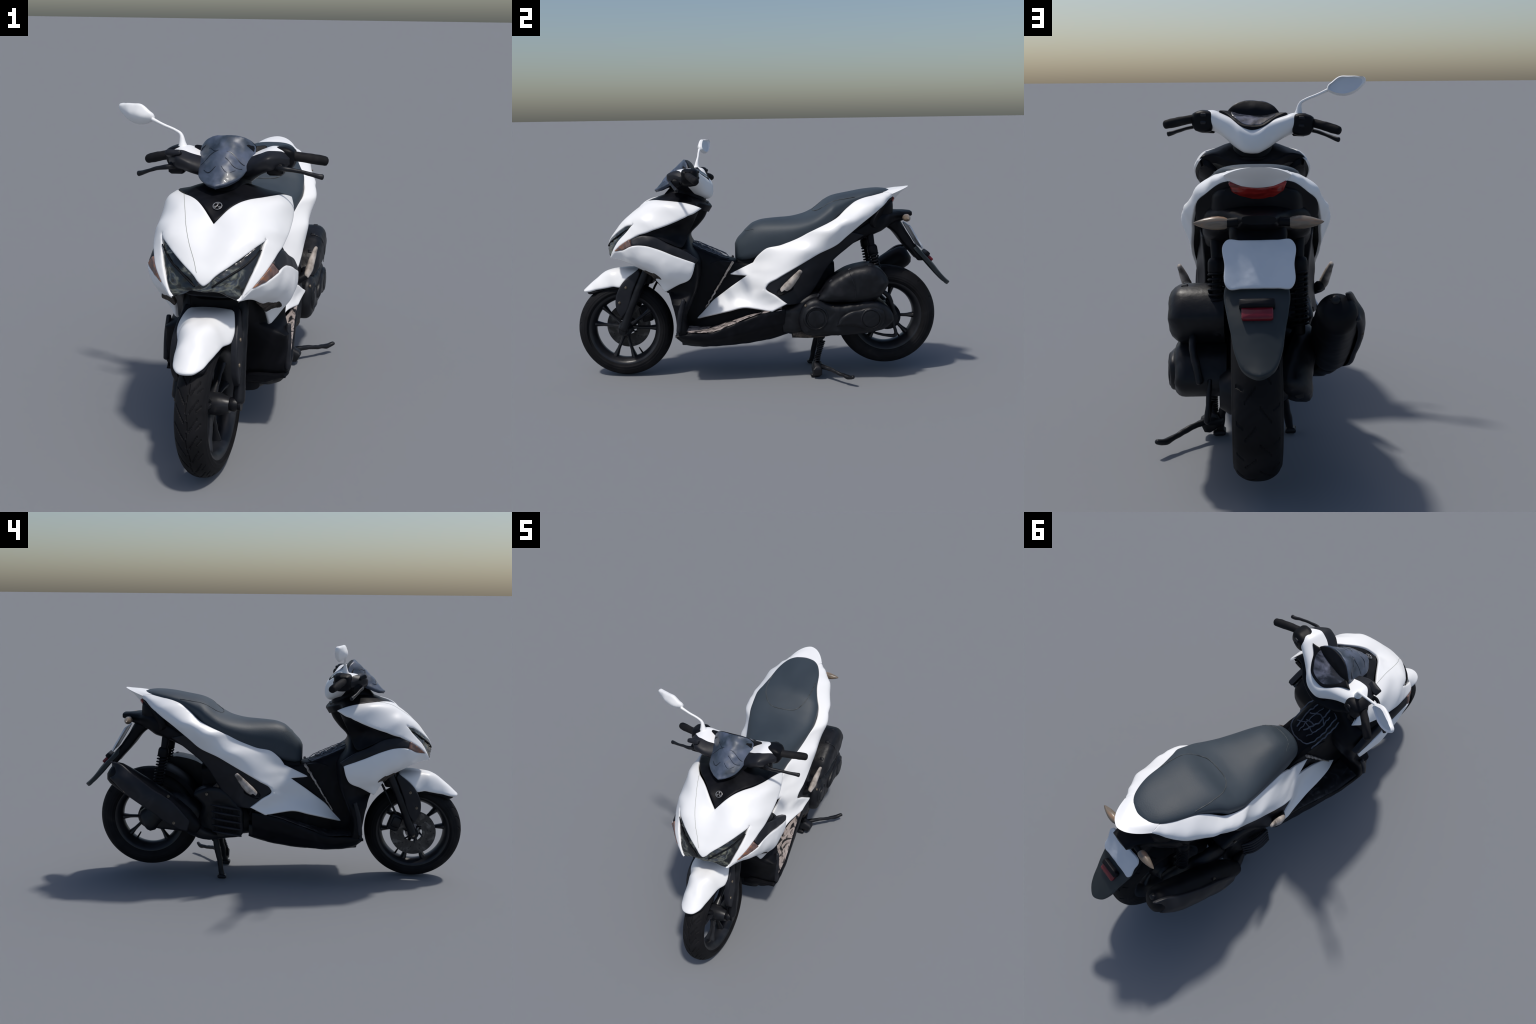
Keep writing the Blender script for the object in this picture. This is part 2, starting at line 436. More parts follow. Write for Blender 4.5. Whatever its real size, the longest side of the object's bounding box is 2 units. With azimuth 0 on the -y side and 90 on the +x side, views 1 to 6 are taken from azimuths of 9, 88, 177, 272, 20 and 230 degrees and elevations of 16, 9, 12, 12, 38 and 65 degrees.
def wheel(c, R, hw, bead, open_r, groove, xf, angles, spread, hub_r, hub_hw):
    V, F = rim_mesh(c, bead, open_r, hw, hub_r, hub_hw, angles, spread)
    w = make("wheel", V, F, RIM, None, xf, angle=45)
    tyre("tyre", c, R, hw, bead, groove, w, xf)
    a = math.radians(301)
    e = np.array(c) + np.array([.0, math.cos(a), math.sin(a)]) * open_r
    tube("valve", [e, e + np.array([.004, -.35 * .03 - .006, .028])], [.005, .0035], RUBBER, 8, parent=w, xf=xf, smooth=False)
    return w

FW = (.008, -.742, .254)
RW = (.011, .652, .304)
w1 = wheel(FW, .254, .055, .188, .160, groove_front, STEER, (154, 266, 18), 18, .040, .075)
w2 = wheel(RW, .266, .071, .182, .148, groove_rear, IDENT, (337, 97, 217), 19, .055, .08)

def brake_disc(c, x, r0, r1, parent, xf):
    V, F = turned_mesh([(x - .0022, r0), (x - .0022, r1 - .001), (x - .001, r1), (x + .001, r1), (x + .0022, r1 - .001), (x + .0022, r0)], c, 96, closed=True)
    d = make("brake_disc", V, F, STEEL, parent, xf, angle=30)
    holes = []
    for k in range(30):
        a = k / 30 * 2 * math.pi
        for q, rr in enumerate((r1 - .010, r1 - .026, r1 - .042)):
            if (k + q) % 3: continue
            for sx in (-1, 1):
                hc = np.array(c) + np.array([x + sx * .0022, rr * math.cos(a + q * .1), rr * math.sin(a + q * .1)])
                holes.append(turned_mesh([(-.0006, 0.0005), (-.0006, .0036), (.0006, .0036), (.0006, .0005)], hc, 8))
    V, F = merge(holes)
    make("vent_hole", V, F, RIM, d, xf, kind="stuff")
    arms = []
    for k in range(6):
        a = k / 6 * 2 * math.pi
        p = [np.array(c) + np.array([x * f, r * math.cos(a + o), r * math.sin(a + o)]) for r, o, f in ((.03, 0, .75), (r0 + .006, .35, 1.0))]
        arms.append(tube_mesh(p, [.008, .006], 8, .6, smooth=False))
    V, F = merge(arms)
    make("disc_carrier", V, F, RIM, d, xf)
brake_disc(FW, -.062, .048, .119, w1, STEER)

# ================================================================== FORK, FENDER
def fork_side():
    leg = tube("fork_leg", [(.098, -.585, .62), (.106, -.655, .47), (.112, -.735, .27)], [.021, .021, .020, .022], CASTING, 18, xf=STEER, rough=.0012)
    guard, _ = panel("fork_guard", [(.100, -.650, .585, 1), (.118, -.745, .497), (.122, -.772, .427), (.122, -.765, .362), (.120, -.742, .325, 1), (.120, -.715, .36),
                                   (.120, -.682, .46), (.105, -.640, .562, 1)], (1, 0, 0), GREY, thick=.016, rnd=.007, res=.009, xf=STEER, lumps=.001)
    boot = turned("axle_clamp", [(.085, .012), (.085, .024), (.102, .026), (.112, .020), (.113, .012), (.118, .010), (.119, .001)], (0, -.742, .258), CASTING, 24, xf=STEER)
    return leg, guard, boot
for o in fork_side(): 
    m2 = o.data.copy()
    # the opposite leg is rebuilt by mirroring in the unsteered frame
    m2.transform(STEER.inverted()); m2.transform(Matrix.Scale(-1, 4, (1, 0, 0))); m2.flip_normals(); m2.transform(STEER)
    q = bpy.data.objects.new(o.name, m2); bpy.context.scene.collection.objects.link(q); q.parent = ROOT
def bolt_proto():
    V, F = turned_mesh([(-.004, .001), (-.004, .0075), (.001, .0075), (.0035, .005), (.0035, .001)], (0, 0, 0), 12)
    return make("bolt", V, F, BOLT)
BOLT_OB = bolt_proto()
pts = [STEER @ Vector((s * x, y, z)) for s in (1, -1) for x, y, z in ((.119, -.715, .487), (.1225, -.750, .408))]
pts += [STEER @ Vector((s * .119, -.742, .258)) for s in (1, -1)]
BOLT_OB.location = pts[0]
share(BOLT_OB, pts[1:])
# axle and spacer
turned("axle", [(-.115, .001), (-.115, .013), (-.055, .013), (-.05, .021), (.05, .021), (.056, .016), (.115, .018), (.115, .001)], FW, CASTING, 24, xf=STEER)
# caliper hangs behind the disc
V, F = merge([box_mesh((-.075, -.645, .318), (.055, .062, .095), Matrix.Rotation(.35, 4, 'X'), .01), box_mesh((-.095, -.652, .32), (.03, .045, .06), Matrix.Rotation(.35, 4, 'X'), .008),
              tube_mesh([(-.09, -.65, .36), (-.085, -.62, .42), (-.07, -.57, .52), (-.05, -.53, .62)], .006, 8)])
make("brake_caliper", roughen(V, .002, 35), F, CASTING, None, STEER)
# fork yoke hidden under the nose
body("fork_yoke", 'z', [(.50, -.075, .075, -.645, -.585), (.60, -.10, .10, -.63, -.55), (.70, -.10, .10, -.60, -.50)], BLACK, 10, 4, xf=STEER)

fender, _ = panel("fender", [(0, -.969, .457), (.026, -.962, .456), (.048, -.938, .460), (.064, -.89, .470), (.076, -.83, .482), (.085, -.79, .487), (.100, -.752, .486, 1), (.106, -.735, .512), (.098, -.695, .552), (.084, -.655, .574, 1), (0, -.652, .579)],
      (0, -.35, .94), WHITE, inner=[(0, -.893, .522), (0, -.81, .570), (0, -.76, .578), (.05, -.89, .503), (.066, -.81, .540), (.08, -.75, .545), (.045, -.80, .566), (.05, -.72, .577)],
      sym=True, thick=.006, rnd=.006, xf=STEER, lumps=.0004)
# dark liner under the fender and behind it
panel("fender_liner", [(0, -.95, .449), (.045, -.93, .448), (.06, -.84, .468), (.075, -.75, .485), (.08, -.66, .54), (.075, -.58, .535), (.07, -.52, .478), (.06, -.50, .455, 1), (0, -.49, .445)], (0, .1, 1), BLACK,
      inner=[(0, -.84, .535), (0, -.74, .555), (0, -.65, .55), (0, -.57, .515)], sym=True, thick=.006, rnd=.003, xf=STEER, res=.014)

# ================================================================== NOSE
V_EDGE = [(0, -.663, .880, 1), (.020, -.648, .902), (.043, -.628, .925), (.075, -.590, .943), (.100, -.560, .948), (.141, -.515, .949), (.172, -.46, .946), (.200, -.385, .937), (.212, -.343, .925)]
LAMP_OUT = [(.1175, -.800, .652, 1), (.135, -.780, .695), (.154, -.752, .741), (.172, -.708, .788), (.184, -.663, .834, 1)]
LAMP_TOP = [(.176, -.685, .830), (.140, -.728, .806), (.081, -.778, .766), (.035, -.808, .735), (.017, -.817, .716), (0, -.820, .706)]
AMBER_TOP = [(.212, -.672, .765), (.186, -.733, .728), (.155, -.772, .691, 1)]
COWL_LOW = [(.222, -.317, .915, 1), (.236, -.36, .888), (.243, -.404, .868), (.244, -.47, .842), (.240, -.541, .816), (.232, -.60, .795), (.222, -.64, .782)]
cowl_loop = V_EDGE + COWL_LOW + AMBER_TOP + LAMP_OUT + LAMP_TOP
cowl_inner = [(0, -.785, .768), (0, -.73, .830), (0, -.69, .862), (.06, -.745, .822), (.07, -.68, .880), (.08, -.63, .915), (.125, -.68, .872), (.14, -.60, .922), (.175, -.60, .893), (.205, -.53, .900),
              (.228, -.46, .903), (.232, -.41, .903), (.220, -.60, .843), (.203, -.66, .808)]
cowl, COWL_F = panel("nose_cowl", cowl_loop, (0, -.78, .62), WHITE, inner=cowl_inner, sym=True, thick=.006, rnd=.005, res=.009)
# thin grey line running down one side of the nose
sp = curve([(-.141, -.515, .949), (-.115, -.60, .92), (-.09, -.68, .868), (-.065, -.73, .815), (-.037, -.778, .768), (-.026, -.80, .742)], False, .008)
sq = COWL_F.lift(COWL_F.flat(sp))
tube("cowl_line", [tuple(p) for p in sq], .0008, GREY_LINE, 6, smooth=False)

# headlamp pair fills the opening
lamp_loop = [(0, -.818, .71)] + [tuple(p[:3]) for p in reversed(LAMP_TOP[:-1])] + [(.182, -.664, .831, 1)] + [tuple(p[:3]) for p in reversed(LAMP_OUT[1:-1])] + [(.1165, -.799, .655, 1), (.088, -.803, .664), (.056, -.806, .676), (0, -.812, .676)]
panel("headlight", lamp_loop, (0, -.78, .62), LAMP, sym=True, field=COWL_F, sink=.006, thick=.02, rnd=.004, res=.008, lumps=.004, lump_scale=35)
# dark brow lines inside the lamp
for s in (1, -1):
    b = curve([(s * .03, -.815, .70), (s * .08, -.79, .735), (s * .13, -.75, .765), (s * .172, -.69, .80)], False, .01)
    bq = COWL_F.lift(COWL_F.flat(b))
    tube("lamp_brow", [tuple(p + np.array((0, .003, -.001))) for p in bq], [.003, .004, .002], BLACK, 8, smooth=False)

CHEEK_TOP = [(.232, -.675, .726), (.240, -.617, .732), (.250, -.542, .713), (.257, -.447, .675), (.258, -.352, .640, 1)]
cheek, CHEEK_F = panel("cheek_fairing", [(.1175, -.800, .652, 1), (.155, -.772, .691, 1), (.196, -.720, .703)] + CHEEK_TOP + [(.254, -.366, .585), (.242, -.380, .555), (.215, -.444, .518), (.178, -.516, .475, 1),
      (.168, -.555, .532), (.162, -.600, .575), (.158, -.657, .605), (.143, -.72, .634)], (.86, -.45, -.1), WHITE,
      inner=[(.262, -.50, .655), (.262, -.42, .62), (.252, -.58, .675), (.240, -.50, .56), (.215, -.62, .62), (.195, -.70, .660)], thick=.006, rnd=.006, mirror=True, lumps=.0015)
amber_loop = [(.157, -.771, .692, 1), (.186, -.733, .727), (.212, -.688, .760, 1), (.233, -.676, .729, 1), (.197, -.721, .705)]
panel("turn_signal", amber_loop, (.86, -.45, .2), AMBER, inner=[(.200, -.715, .728)], thick=.012, rnd=.004, res=.006, lumps=.0015, lump_scale=40, mirror=True)
panel("shoulder_trim", [(.212, -.680, .762, 1), (.219, -.619, .783), (.226, -.558, .776), (.236, -.483, .738), (.246, -.407, .704), (.252, -.335, .655, 1)] + [(.255, -.352, .636), (.253, -.447, .672), (.246, -.542, .710), (.240, -.617, .729), (.231, -.674, .730, 1)],
      (.9, -.2, .35), GREY, inner=[(.24, -.58, .752), (.25, -.48, .71)], thick=.02, rnd=.008, mirror=True)
panel("cheek_vent", [(.150, -.655, .603, 1), (.186, -.612, .598), (.216, -.565, .588, 1), (.222, -.535, .555), (.206, -.520, .545, 1), (.170, -.560, .54), (.158, -.60, .57)], (.5, -.8, -.3), DUST_BROWN, thick=.008, rnd=.003, res=.007, lumps=.002, lump_scale=40, mirror=True)

# black cap behind the cowl with the neck of the steering column
panel("dash_cover", [(0, -.655, .882, 1)] + [(p[0], p[1] + .012, p[2] - .002) for p in V_EDGE[1:]] + [(.206, -.342, .926, 1), (.165, -.335, .935), (.10, -.292, .918), (0, -.266, .902)], (0, -.35, .94), BLACK,
      inner=[(0, -.60, .926), (0, -.52, .965), (0, -.45, .985), (.06, -.46, .98), (.11, -.45, .968), (.14, -.385, .950), (.06, -.34, .950), (0, -.32, .938), (.05, -.56, .95)], sym=True, thick=.03, rnd=.006, lumps=.0015)
body("steering_neck", 'z', [(.90, -.10, .10, -.56, -.30), (.95, -.085, .085, -.53, -.30), (.985, -.075, .075, -.50, -.31), (1.03, -.06, .06, -.46, -.33)], BLACK, 12, 2.6, xf=STEER, rough=.002)

# badge: ring with three crossed tuning bars
nrm = Vector((0, -.62, .78)).normalized(); side = Vector((1, 0, 0)); upv = nrm.cross(side)
bc = Vector((0, -.6035, .9285))
ringp = [bc + (side * math.cos(a) + upv * math.sin(a)) * .0155 for a in np.linspace(0, 2 * np.pi, 33)]
parts = [tube_mesh([tuple(p) for p in ringp], .0018, 6, smooth=False)]
for k in range(3):
    a = math.pi / 2 + k * 2 * math.pi / 3
    dv = side * math.cos(a) + upv * math.sin(a); pv = nrm.cross(dv)
    parts.append(tube_mesh([tuple(bc), tuple(bc + dv * .013)], .0013, 6, smooth=False))
    for sg in (-1, 1):
        parts.append(tube_mesh([tuple(bc + dv * .006), tuple(bc + dv * .008 + pv * sg * .0035), tuple(bc + dv * .0135 + pv * sg * .0035)], .001, 6, smooth=False))
V, F = merge(parts)
make("badge", V, F, mottle(new_mat("badge_silver", g(.3), .35, .5, .5), [(.3, (.16, .16, .165)), (.7, (.34, .34, .35))], 60), None)

# ================================================================== LEG SHIELD, TUNNEL, FOOTBOARDS
body("leg_shield", 'z', [(.925, -.185, .185, -.55, -.285), (.89, -.205, .205, -.60, -.290), (.85, -.20, .20, -.66, -.305), (.81, -.195, .195, -.72, -.335), (.75, -.20, .20, -.75, -.385),
      (.70, -.235, .235, -.775, -.372), (.66, -.25, .25, -.775, -.340), (.62, -.252, .252, -.66, -.325), (.56, -.250, .250, -.595, -.328), (.52, -.246, .246, -.555, -.338), (.48, -.240, .240, -.518, -.35),
      (.40, -.236, .236, -.478, -.385), (.34, -.238, .238, -.465, -.405), (.28, -.240, .240, -.458, -.40), (.225, -.20, .20, -.43, -.36), (.18, -.10, .10, -.39, -.33)][::-1],
     BLACK, 60, 5.0, 60, rough=.0025, rscale=12, taper=lambda z: float(np.interp(z, (.42, .47, .57, .63), (0, .50, .62, .66))), tail=lambda z: .72 * min(1, max(0, (z - .70) / .07)))
# black flank between the cowl and the shoulder trim
panel("cowl_flank", [(.205, -.330, .895, 1), (.220, -.404, .858), (.226, -.541, .806), (.218, -.635, .780), (.222, -.558, .772), (.225, -.483, .738), (.205, -.42, .712), (.168, -.40, .74), (.148, -.385, .78), (.145, -.36, .83), (.165, -.335, .88)],
      (1, 0, .1), BLACK, inner=[(.182, -.45, .80), (.210, -.54, .785)], thick=.02, rnd=.003, mirror=True)
body("tunnel_cover", 'y', [(-.46, -.10, .10, .24, .73), (-.40, -.103, .103, .2, .716), (-.336, -.103, .103, .2, .690), (-.257, -.098, .098, .2, .655), (-.17, -.092, .092, .2, .618), (-.12, -.092, .092, .2, .612), (-.04, -.095, .095, .22, .62), (.06, -.12, .12, .24, .63)],
     BLACK, 40, 5.0, 60, rough=.003, rscale=16)
def rib(pts, r=.0035):
    out = []
    for p in curve([(x, y, 0) for x, y in pts], False, .008):
        z = .655 - (p[1] + .257) * .44 + .003
        j = .006
        out.append((p[0] + j * noise.noise(Vector((p[0] * 60, p[1] * 60, 3))), p[1] + j * noise.noise(Vector((p[0] * 60, p[1] * 60, 9))), z))
    return tube_mesh(out, r * (0.7 + .6 * random.random()), 6, .6, smooth=False)
ribs = [rib([(-.07, -.37), (.02, -.39), (.075, -.35), (.08, -.28), (.06, -.20), (0, -.185), (-.06, -.20), (-.08, -.27), (-.07, -.37)]),
        rib([(-.045, -.35), (-.05, -.28), (-.03, -.22)]), rib([(-.02, -.37), (-.025, -.30), (0, -.23)]), rib([(.01, -.36), (.02, -.29), (.015, -.21)]), rib([(.045, -.35), (.05, -.28), (.035, -.22)]),
        rib([(-.05, -.31), (-.01, -.33), (.04, -.30)]), rib([(-.04, -.25), (.01, -.26), (.06, -.24)]), rib([(-.02, -.28), (.03, -.27)]), rib([(-.095, -.36), (-.098, -.28), (-.092, -.2)], .005)]
V, F = merge(ribs)
make("mat_rib", V, F, MAT_LINE, None, kind="stuff")
for s in (1, -1):
    p = [(s * (.102 + .012 * t) + .004 * noise.noise(Vector((t * 14, s, 1))), -.165 - .145 * t + .006 * noise.noise(Vector((t * 18, s, 5))), .615 - .235 * t) for t in np.linspace(0, 1, 40)]
    tube("edge_trim", p, [.007, .005, .004, .003], WORN, 8, smooth=False, rough=.0015, rscale=60)

def footboard(s):
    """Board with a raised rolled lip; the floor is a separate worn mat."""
    rows = keyed([(-.465, .232, .30, .262, .225), (-.42, .240, .290, .27, .195), (-.304, .236, .278, .272, .178), (-.164, .226, .322, .315, .182), (-.065, .220, .358, .35, .192), (.03, .214, .38, .372, .208), (.10, .208, .395, .385, .228)], 34)
    rings = []
    for y, w, lip, fl, bot in rows:
        sec = [(.06, fl - .01), (w - .03, fl - .006), (w - .014, fl - .003), (w - .004, fl - .004), (w, fl - .014), (w - .006, (lip + bot) / 2), (w - .035, bot + .02), (w - .075, bot + .002), (.06, bot)]
        c = curve([(a, y, b, 1) if i in (0, 8) else (a, y, b) for i, (a, b) in enumerate(sec)], True, .012)
        rings.append((sec, y))
    out = []
    for sec, y in rings:
        P = np.array(sec); L = np.r_[0, np.cumsum(np.linalg.norm(np.diff(P, axis=0), axis=1))]
        t = np.linspace(0, L[-1], 40)
        out.append(np.column_stack([s * np.interp(t, L, P[:, 0]), np.full(40, y), np.interp(t, L, P[:, 1])]))
    V, F = fix(*skin(out))
    fb = make("footboard", roughen(V, .003, 22), F, BLACK)
    rows2 = keyed([(-.435, .105, .228, .283), (-.304, .112, .226, .275), (-.164, .15, .219, .319), (-.065, .175, .213, .354), (.03, .195, .21, .378), (.085, .195, .206, .392)], 60)
    GV, GF = [], []
    for i, (y, a, b, z) in enumerate(rows2):
        for j in range(14):
            x = a + (b - a) * j / 13
            GV.append((s * x, y, z + .004 * noise.noise(Vector((x * 30, y * 30, s))) - (.004 if j > 12 else 0)))
    n = len(GV)
    GV += [(x, y, z - .012) for x, y, z in GV]
    for i in range(59):
        for j in range(13):
            q = (i*14+j, i*14+j+1, (i+1)*14+j+1, (i+1)*14+j)
            GF.append(q if s > 0 else q[::-1]); GF.append(tuple(k + n for k in (q[::-1] if s > 0 else q)))
    make("floor_mat", GV, GF, FLOOR_DUSTY if s > 0 else FLOOR_DARK, fb, angle=60)
footboard(1); footboard(-1)
for s in (1, -1):
    tube("shield_flange", [(s * .232, -.418, .445), (s * .234, -.437, .37), (s * .236, -.447, .285)], [.010, .013, .013, .012], GREY, 10, 1.0)
body("belly_pan", 'y', [(-.44, -.13, .13, .17, .26), (-.36, -.16, .16, .168, .26), (-.2, -.17, .17, .17, .28), (0, -.17, .17, .195, .3), (.12, -.16, .16, .225, .33)], CASTING, 24, 3.5, rough=.004, rscale=18)

# ================================================================== SEAT AND TAIL
def seat():
    rows = keyed([(-.152, .03, .655, .70), (-.140, .062, .645, .725), (-.115, .080, .642, .752), (-.085, .092, .645, .785), (-.053, .104, .652, .810), (0, .119, .672, .826), (.07, .136, .700, .832), (.14, .155, .728, .836), (.21, .173, .762, .849), (.28, .187, .796, .882),
                  (.344, .184, .83, .932), (.385, .165, .862, .949), (.456, .138, .912, .963), (.54, .120, .938, .977), (.61, .092, .954, .983), (.65, .06, .962, .980), (.668, .02, .966, .974)], 110)
    t = np.linspace(0, 2 * np.pi, 64, endpoint=False); rings = []
    for y, w, zb, zt in rows:
        c, s = np.cos(t), np.sin(t)
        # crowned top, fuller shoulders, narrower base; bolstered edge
        w, zb = w + .003, zb - .03
        x = np.sign(c) * np.abs(c) ** (2 / 2.7) * w
        z = np.where(s > 0, np.abs(s) ** (2 / 2.5), -np.abs(s) ** (2 / 4))
        zc = zb + .03 + (zt - zb - .03) * .25
        z = np.where(z > 0, zc + z * (zt - zc), zc + z * (zc - zb))
        rings.append(np.column_stack([x, np.full_like(x, y), z]))
    V, F = fix(*skin(rings))
    return make("seat", roughen(V, .0015, 9), F, SEAT, angle=70), (V, F)
SEAT_OB, (sv, sf) = seat()
BV = BVHTree.FromPolygons([Vector(v) for v in sv], sf)
def on_seat(x, y):
    h = BV.ray_cast(Vector((x, y, 2)), Vector((0, 0, -1)))[0]
    return (x, y, h.z if h else .9)
def stitch(pts, r=.0024):
    c = curve([(x, y, 0) for x, y in pts], False, .007)
    out = []
    for p in c:
        x, y, z = on_seat(p[0] , p[1])
        out.append((x + .0015 * noise.noise(Vector((x * 90, y * 90, 0))), y + .0025 * noise.noise(Vector((x * 90, y * 90, 7))), z + .0004))
    return tube_mesh(out, r, 6, .7, smooth=False)
V, F = merge([stitch([(.128, .47), (.13, .40), (.115, .32), (.07, .272), (0, .262), (-.07, .272), (-.115, .32), (-.13, .40), (-.128, .47)]),
              stitch([(.085, -.05), (.05, -.09), (0, -.10), (-.05, -.09), (-.085, -.05)], .0016)])
make("stitching", V, F, STITCH, SEAT_OB)

side_loop = [(.085, .625, .9665, 1), (.105, .575, .957), (.122, .53, .948), (.140, .466, .926), (.152, .430, .900), (.182, .368, .848), (.190, .32, .822), (.192, .276, .801), (.163, .178, .750), (.141, .085, .708), (.128, .006, .687), (.120, -.034, .652),
             (.109, -.063, .613, 1), (.093, -.188, .551, 1), (.135, -.093, .550, 1), (.110, -.201, .470), (.096, -.313, .381), (.089, -.378, .310, 1),
             (.128, -.313, .336), (.165, -.193, .369), (.186, -.103, .392), (.196, -.053, .387), (.214, .031, .373, 1), (.236, .107, .415, 1), (.216, .053, .452), (.198, .002, .490), (.201, .012, .513), (.210, .064, .546), (.216, .182, .613), (.218, .271, .665),
             (.212, .378, .717), (.206, .417, .750, 1), (.198, .496, .814), (.178, .575, .872), (.152, .612, .898), (.085, .668, .938, 1), (.095, .672, .948), (.098, .669, .958), (.094, .645, .9655)]
side_inner = [ (.134, .630, .947), (.110, .660, .953), (.184, .563, .910), (.208, .490, .865), (.228, .42, .842), (.231, .368, .825), (.236, .30, .785), (.226, .40, .80), (.222, .46, .82),
              (.224, .2, .69), (.204, .12, .63), (.20, .20, .715), (.172, .08, .66), (.168, 0, .58), (.140, -.05, .56), (.195, .25, .762), (.160, -.05, .48), (.188, .0, .44), (.132, -.15, .44), (.202, .04, .41), (.226, .30, .72)]
def tail_cap():
    """Blade behind the seat: sections run seat edge > sharp lip > underside, swept across."""
    def rail(p, n=41):
        full = [(-a, b, c) for a, b, c in p[:0:-1]] + list(p)
        c = curve(full, False, .002); L = np.r_[0, np.cumsum(np.linalg.norm(np.diff(c, axis=0), axis=1))]
        t = np.linspace(0, L[-1], n)
        return np.column_stack([np.interp(t, L, c[:, k]) for k in range(3)])
    seat_edge = rail([(0, .666, .974), (.045, .656, .974), (.087, .622, .9665)])
    lip = rail([(0, .770, .991), (.03, .760, .988), (.056, .738, .981), (.078, .708, .971), (.098, .670, .958)])
    under = rail([(0, .700, .926), (.045, .692, .930), (.086, .668, .938)])
    rings = []
    for a, b, c in zip(seat_edge, lip, under):
        sec = [a, a * .5 + b * .5 + np.array((0, 0, .003)), b - (b - a) * .06, b, b * .5 + c * .5 + np.array((0, -.003, .002)), c, c * .5 + a * .5 + np.array((0, -.01, 0))]
        rings.append(curve([tuple(sec[0]) + (1,), tuple(sec[1]), tuple(sec[2]), tuple(sec[3]), tuple(sec[4]), tuple(sec[5]) + (1,), tuple(sec[6])], True, 1.0))
    n = min(len(r) for r in rings)
    V, F = fix(*skin([r[:n] for r in rings]))
    return make("tail_cap", V, F, WHITE, angle=60)
tail_cap()
panel("side_panel", side_loop, (.75, .6, .3), WHITE, inner=side_inner, thick=.006, rnd=.004, res=.010, lam=3e-4, mirror=True, lumps=.0010, lump_scale=9)

panel("side_cover", [(.188, -.004, .492, 1), (.202, .064, .552), (.204, .182, .62), (.196, .271, .673), (.184, .378, .727), (.180, .440, .775, 1), (.172, .515, .755, 1), (.172, .43, .690), (.172, .34, .610), (.176, .27, .50), (.182, .20, .405, 1), (.226, .107, .405, 1), (.206, .053, .452)],
      (1, 0, -.15), GREY, inner=[(.210, .10, .53), (.204, .22, .58), (.205, .15, .47)], thick=.02, rnd=.006, mirror=True, lumps=.001)
panel("lower_trim", [(.085, -.385, .300, 1), (.098, -.313, .340), (.108, -.193, .38), (.115, -.103, .405), (.122, -.053, .405), (.150, .031, .39), (.19, .10, .41, 1), (.18, .12, .36, 1), (.15, .02, .34), (.125, -.1, .32), (.108, -.25, .275), (.09, -.38, .26, 1)], (1, 0, 0), BLACK, thick=.03, rnd=.003, mirror=True)
panel("tunnel_side", [(.095, -.11, .60, 1), (.105, -.05, .60), (.125, 0, .57, 1), (.118, -.09, .535), (.098, -.22, .45), (.088, -.36, .32, 1), (.102, -.40, .36), (.104, -.36, .56), (.103, -.25, .62)], (1, 0, 0), BLACK, thick=.02, rnd=.003, mirror=True, sink=.008)
body("seat_base", 'y', [(-.14, -.075, .075, .25, .64), (-.06, -.085, .085, .25, .655), (0, -.10, .10, .26, .68), (.1, -.125, .125, .30, .71), (.2, -.155, .155, .42, .755), (.3, -.185, .185, .56, .81), (.4, -.175, .175, .66, .87), (.5, -.16, .16, .73, .915), (.58, -.145, .145, .765, .93), (.64, -.13, .13, .80, .935), (.672, -.10, .10, .83, .93)],
     BLACK, 44, 3.6, rough=.003)
body("tail_frame", 'y', [(.46, -.17, .17, .70, .80), (.54, -.165, .165, .735, .84), (.60, -.158, .158, .755, .87), (.65, -.13, .13, .785, .872), (.70, -.085, .085, .80, .866), (.745, -.06, .06, .815, .862), (.785, -.048, .048, .835, .860)], BLACK, 36, 3.4, rough=.003, rscale=20)
panel("tail_light", [(0, .697, .926), (.045, .694, .930), (.084, .684, .936, 1), (.070, .660, .895, 1), (.035, .666, .889), (0, .668, .887)], (0, .9, -.2), RED, inner=[(0, .690, .906), (.05, .683, .912)], sym=True, thick=.02, rnd=.004, res=.006, lumps=.0015, lump_scale=50)
panel("tail_shroud", [(0, .684, .933), (.09, .672, .940), (.155, .612, .897), (.178, .59, .875), (.178, .56, .80), (.14, .60, .78), (0, .635, .78)], (0, .95, 0), BLACK, inner=[(0, .652, .87), (.1, .640, .87)], sym=True, thick=.02, rnd=.003, res=.012)

# rear turn signals on their stalk bar
for s in (1, -1):
    ts = turned("turn_signal", [(s * a, r) for a, r in ((.086, .001), (.088, .014), (.096, .0175), (.112, .0195), (.130, .0185), (.150, .0145), (.168, .009), (.180, .004), (.184, .0008))], (0, .742, .833), SMOKE_AMBER, 28, rough=.0012, rscale=50)
    tube("signal_stalk", [(s * .02, .735, .838), (s * .06, .742, .836), (s * .092, .743, .834)], [.017, .014, .012], BLACK, 12, parent=ts)

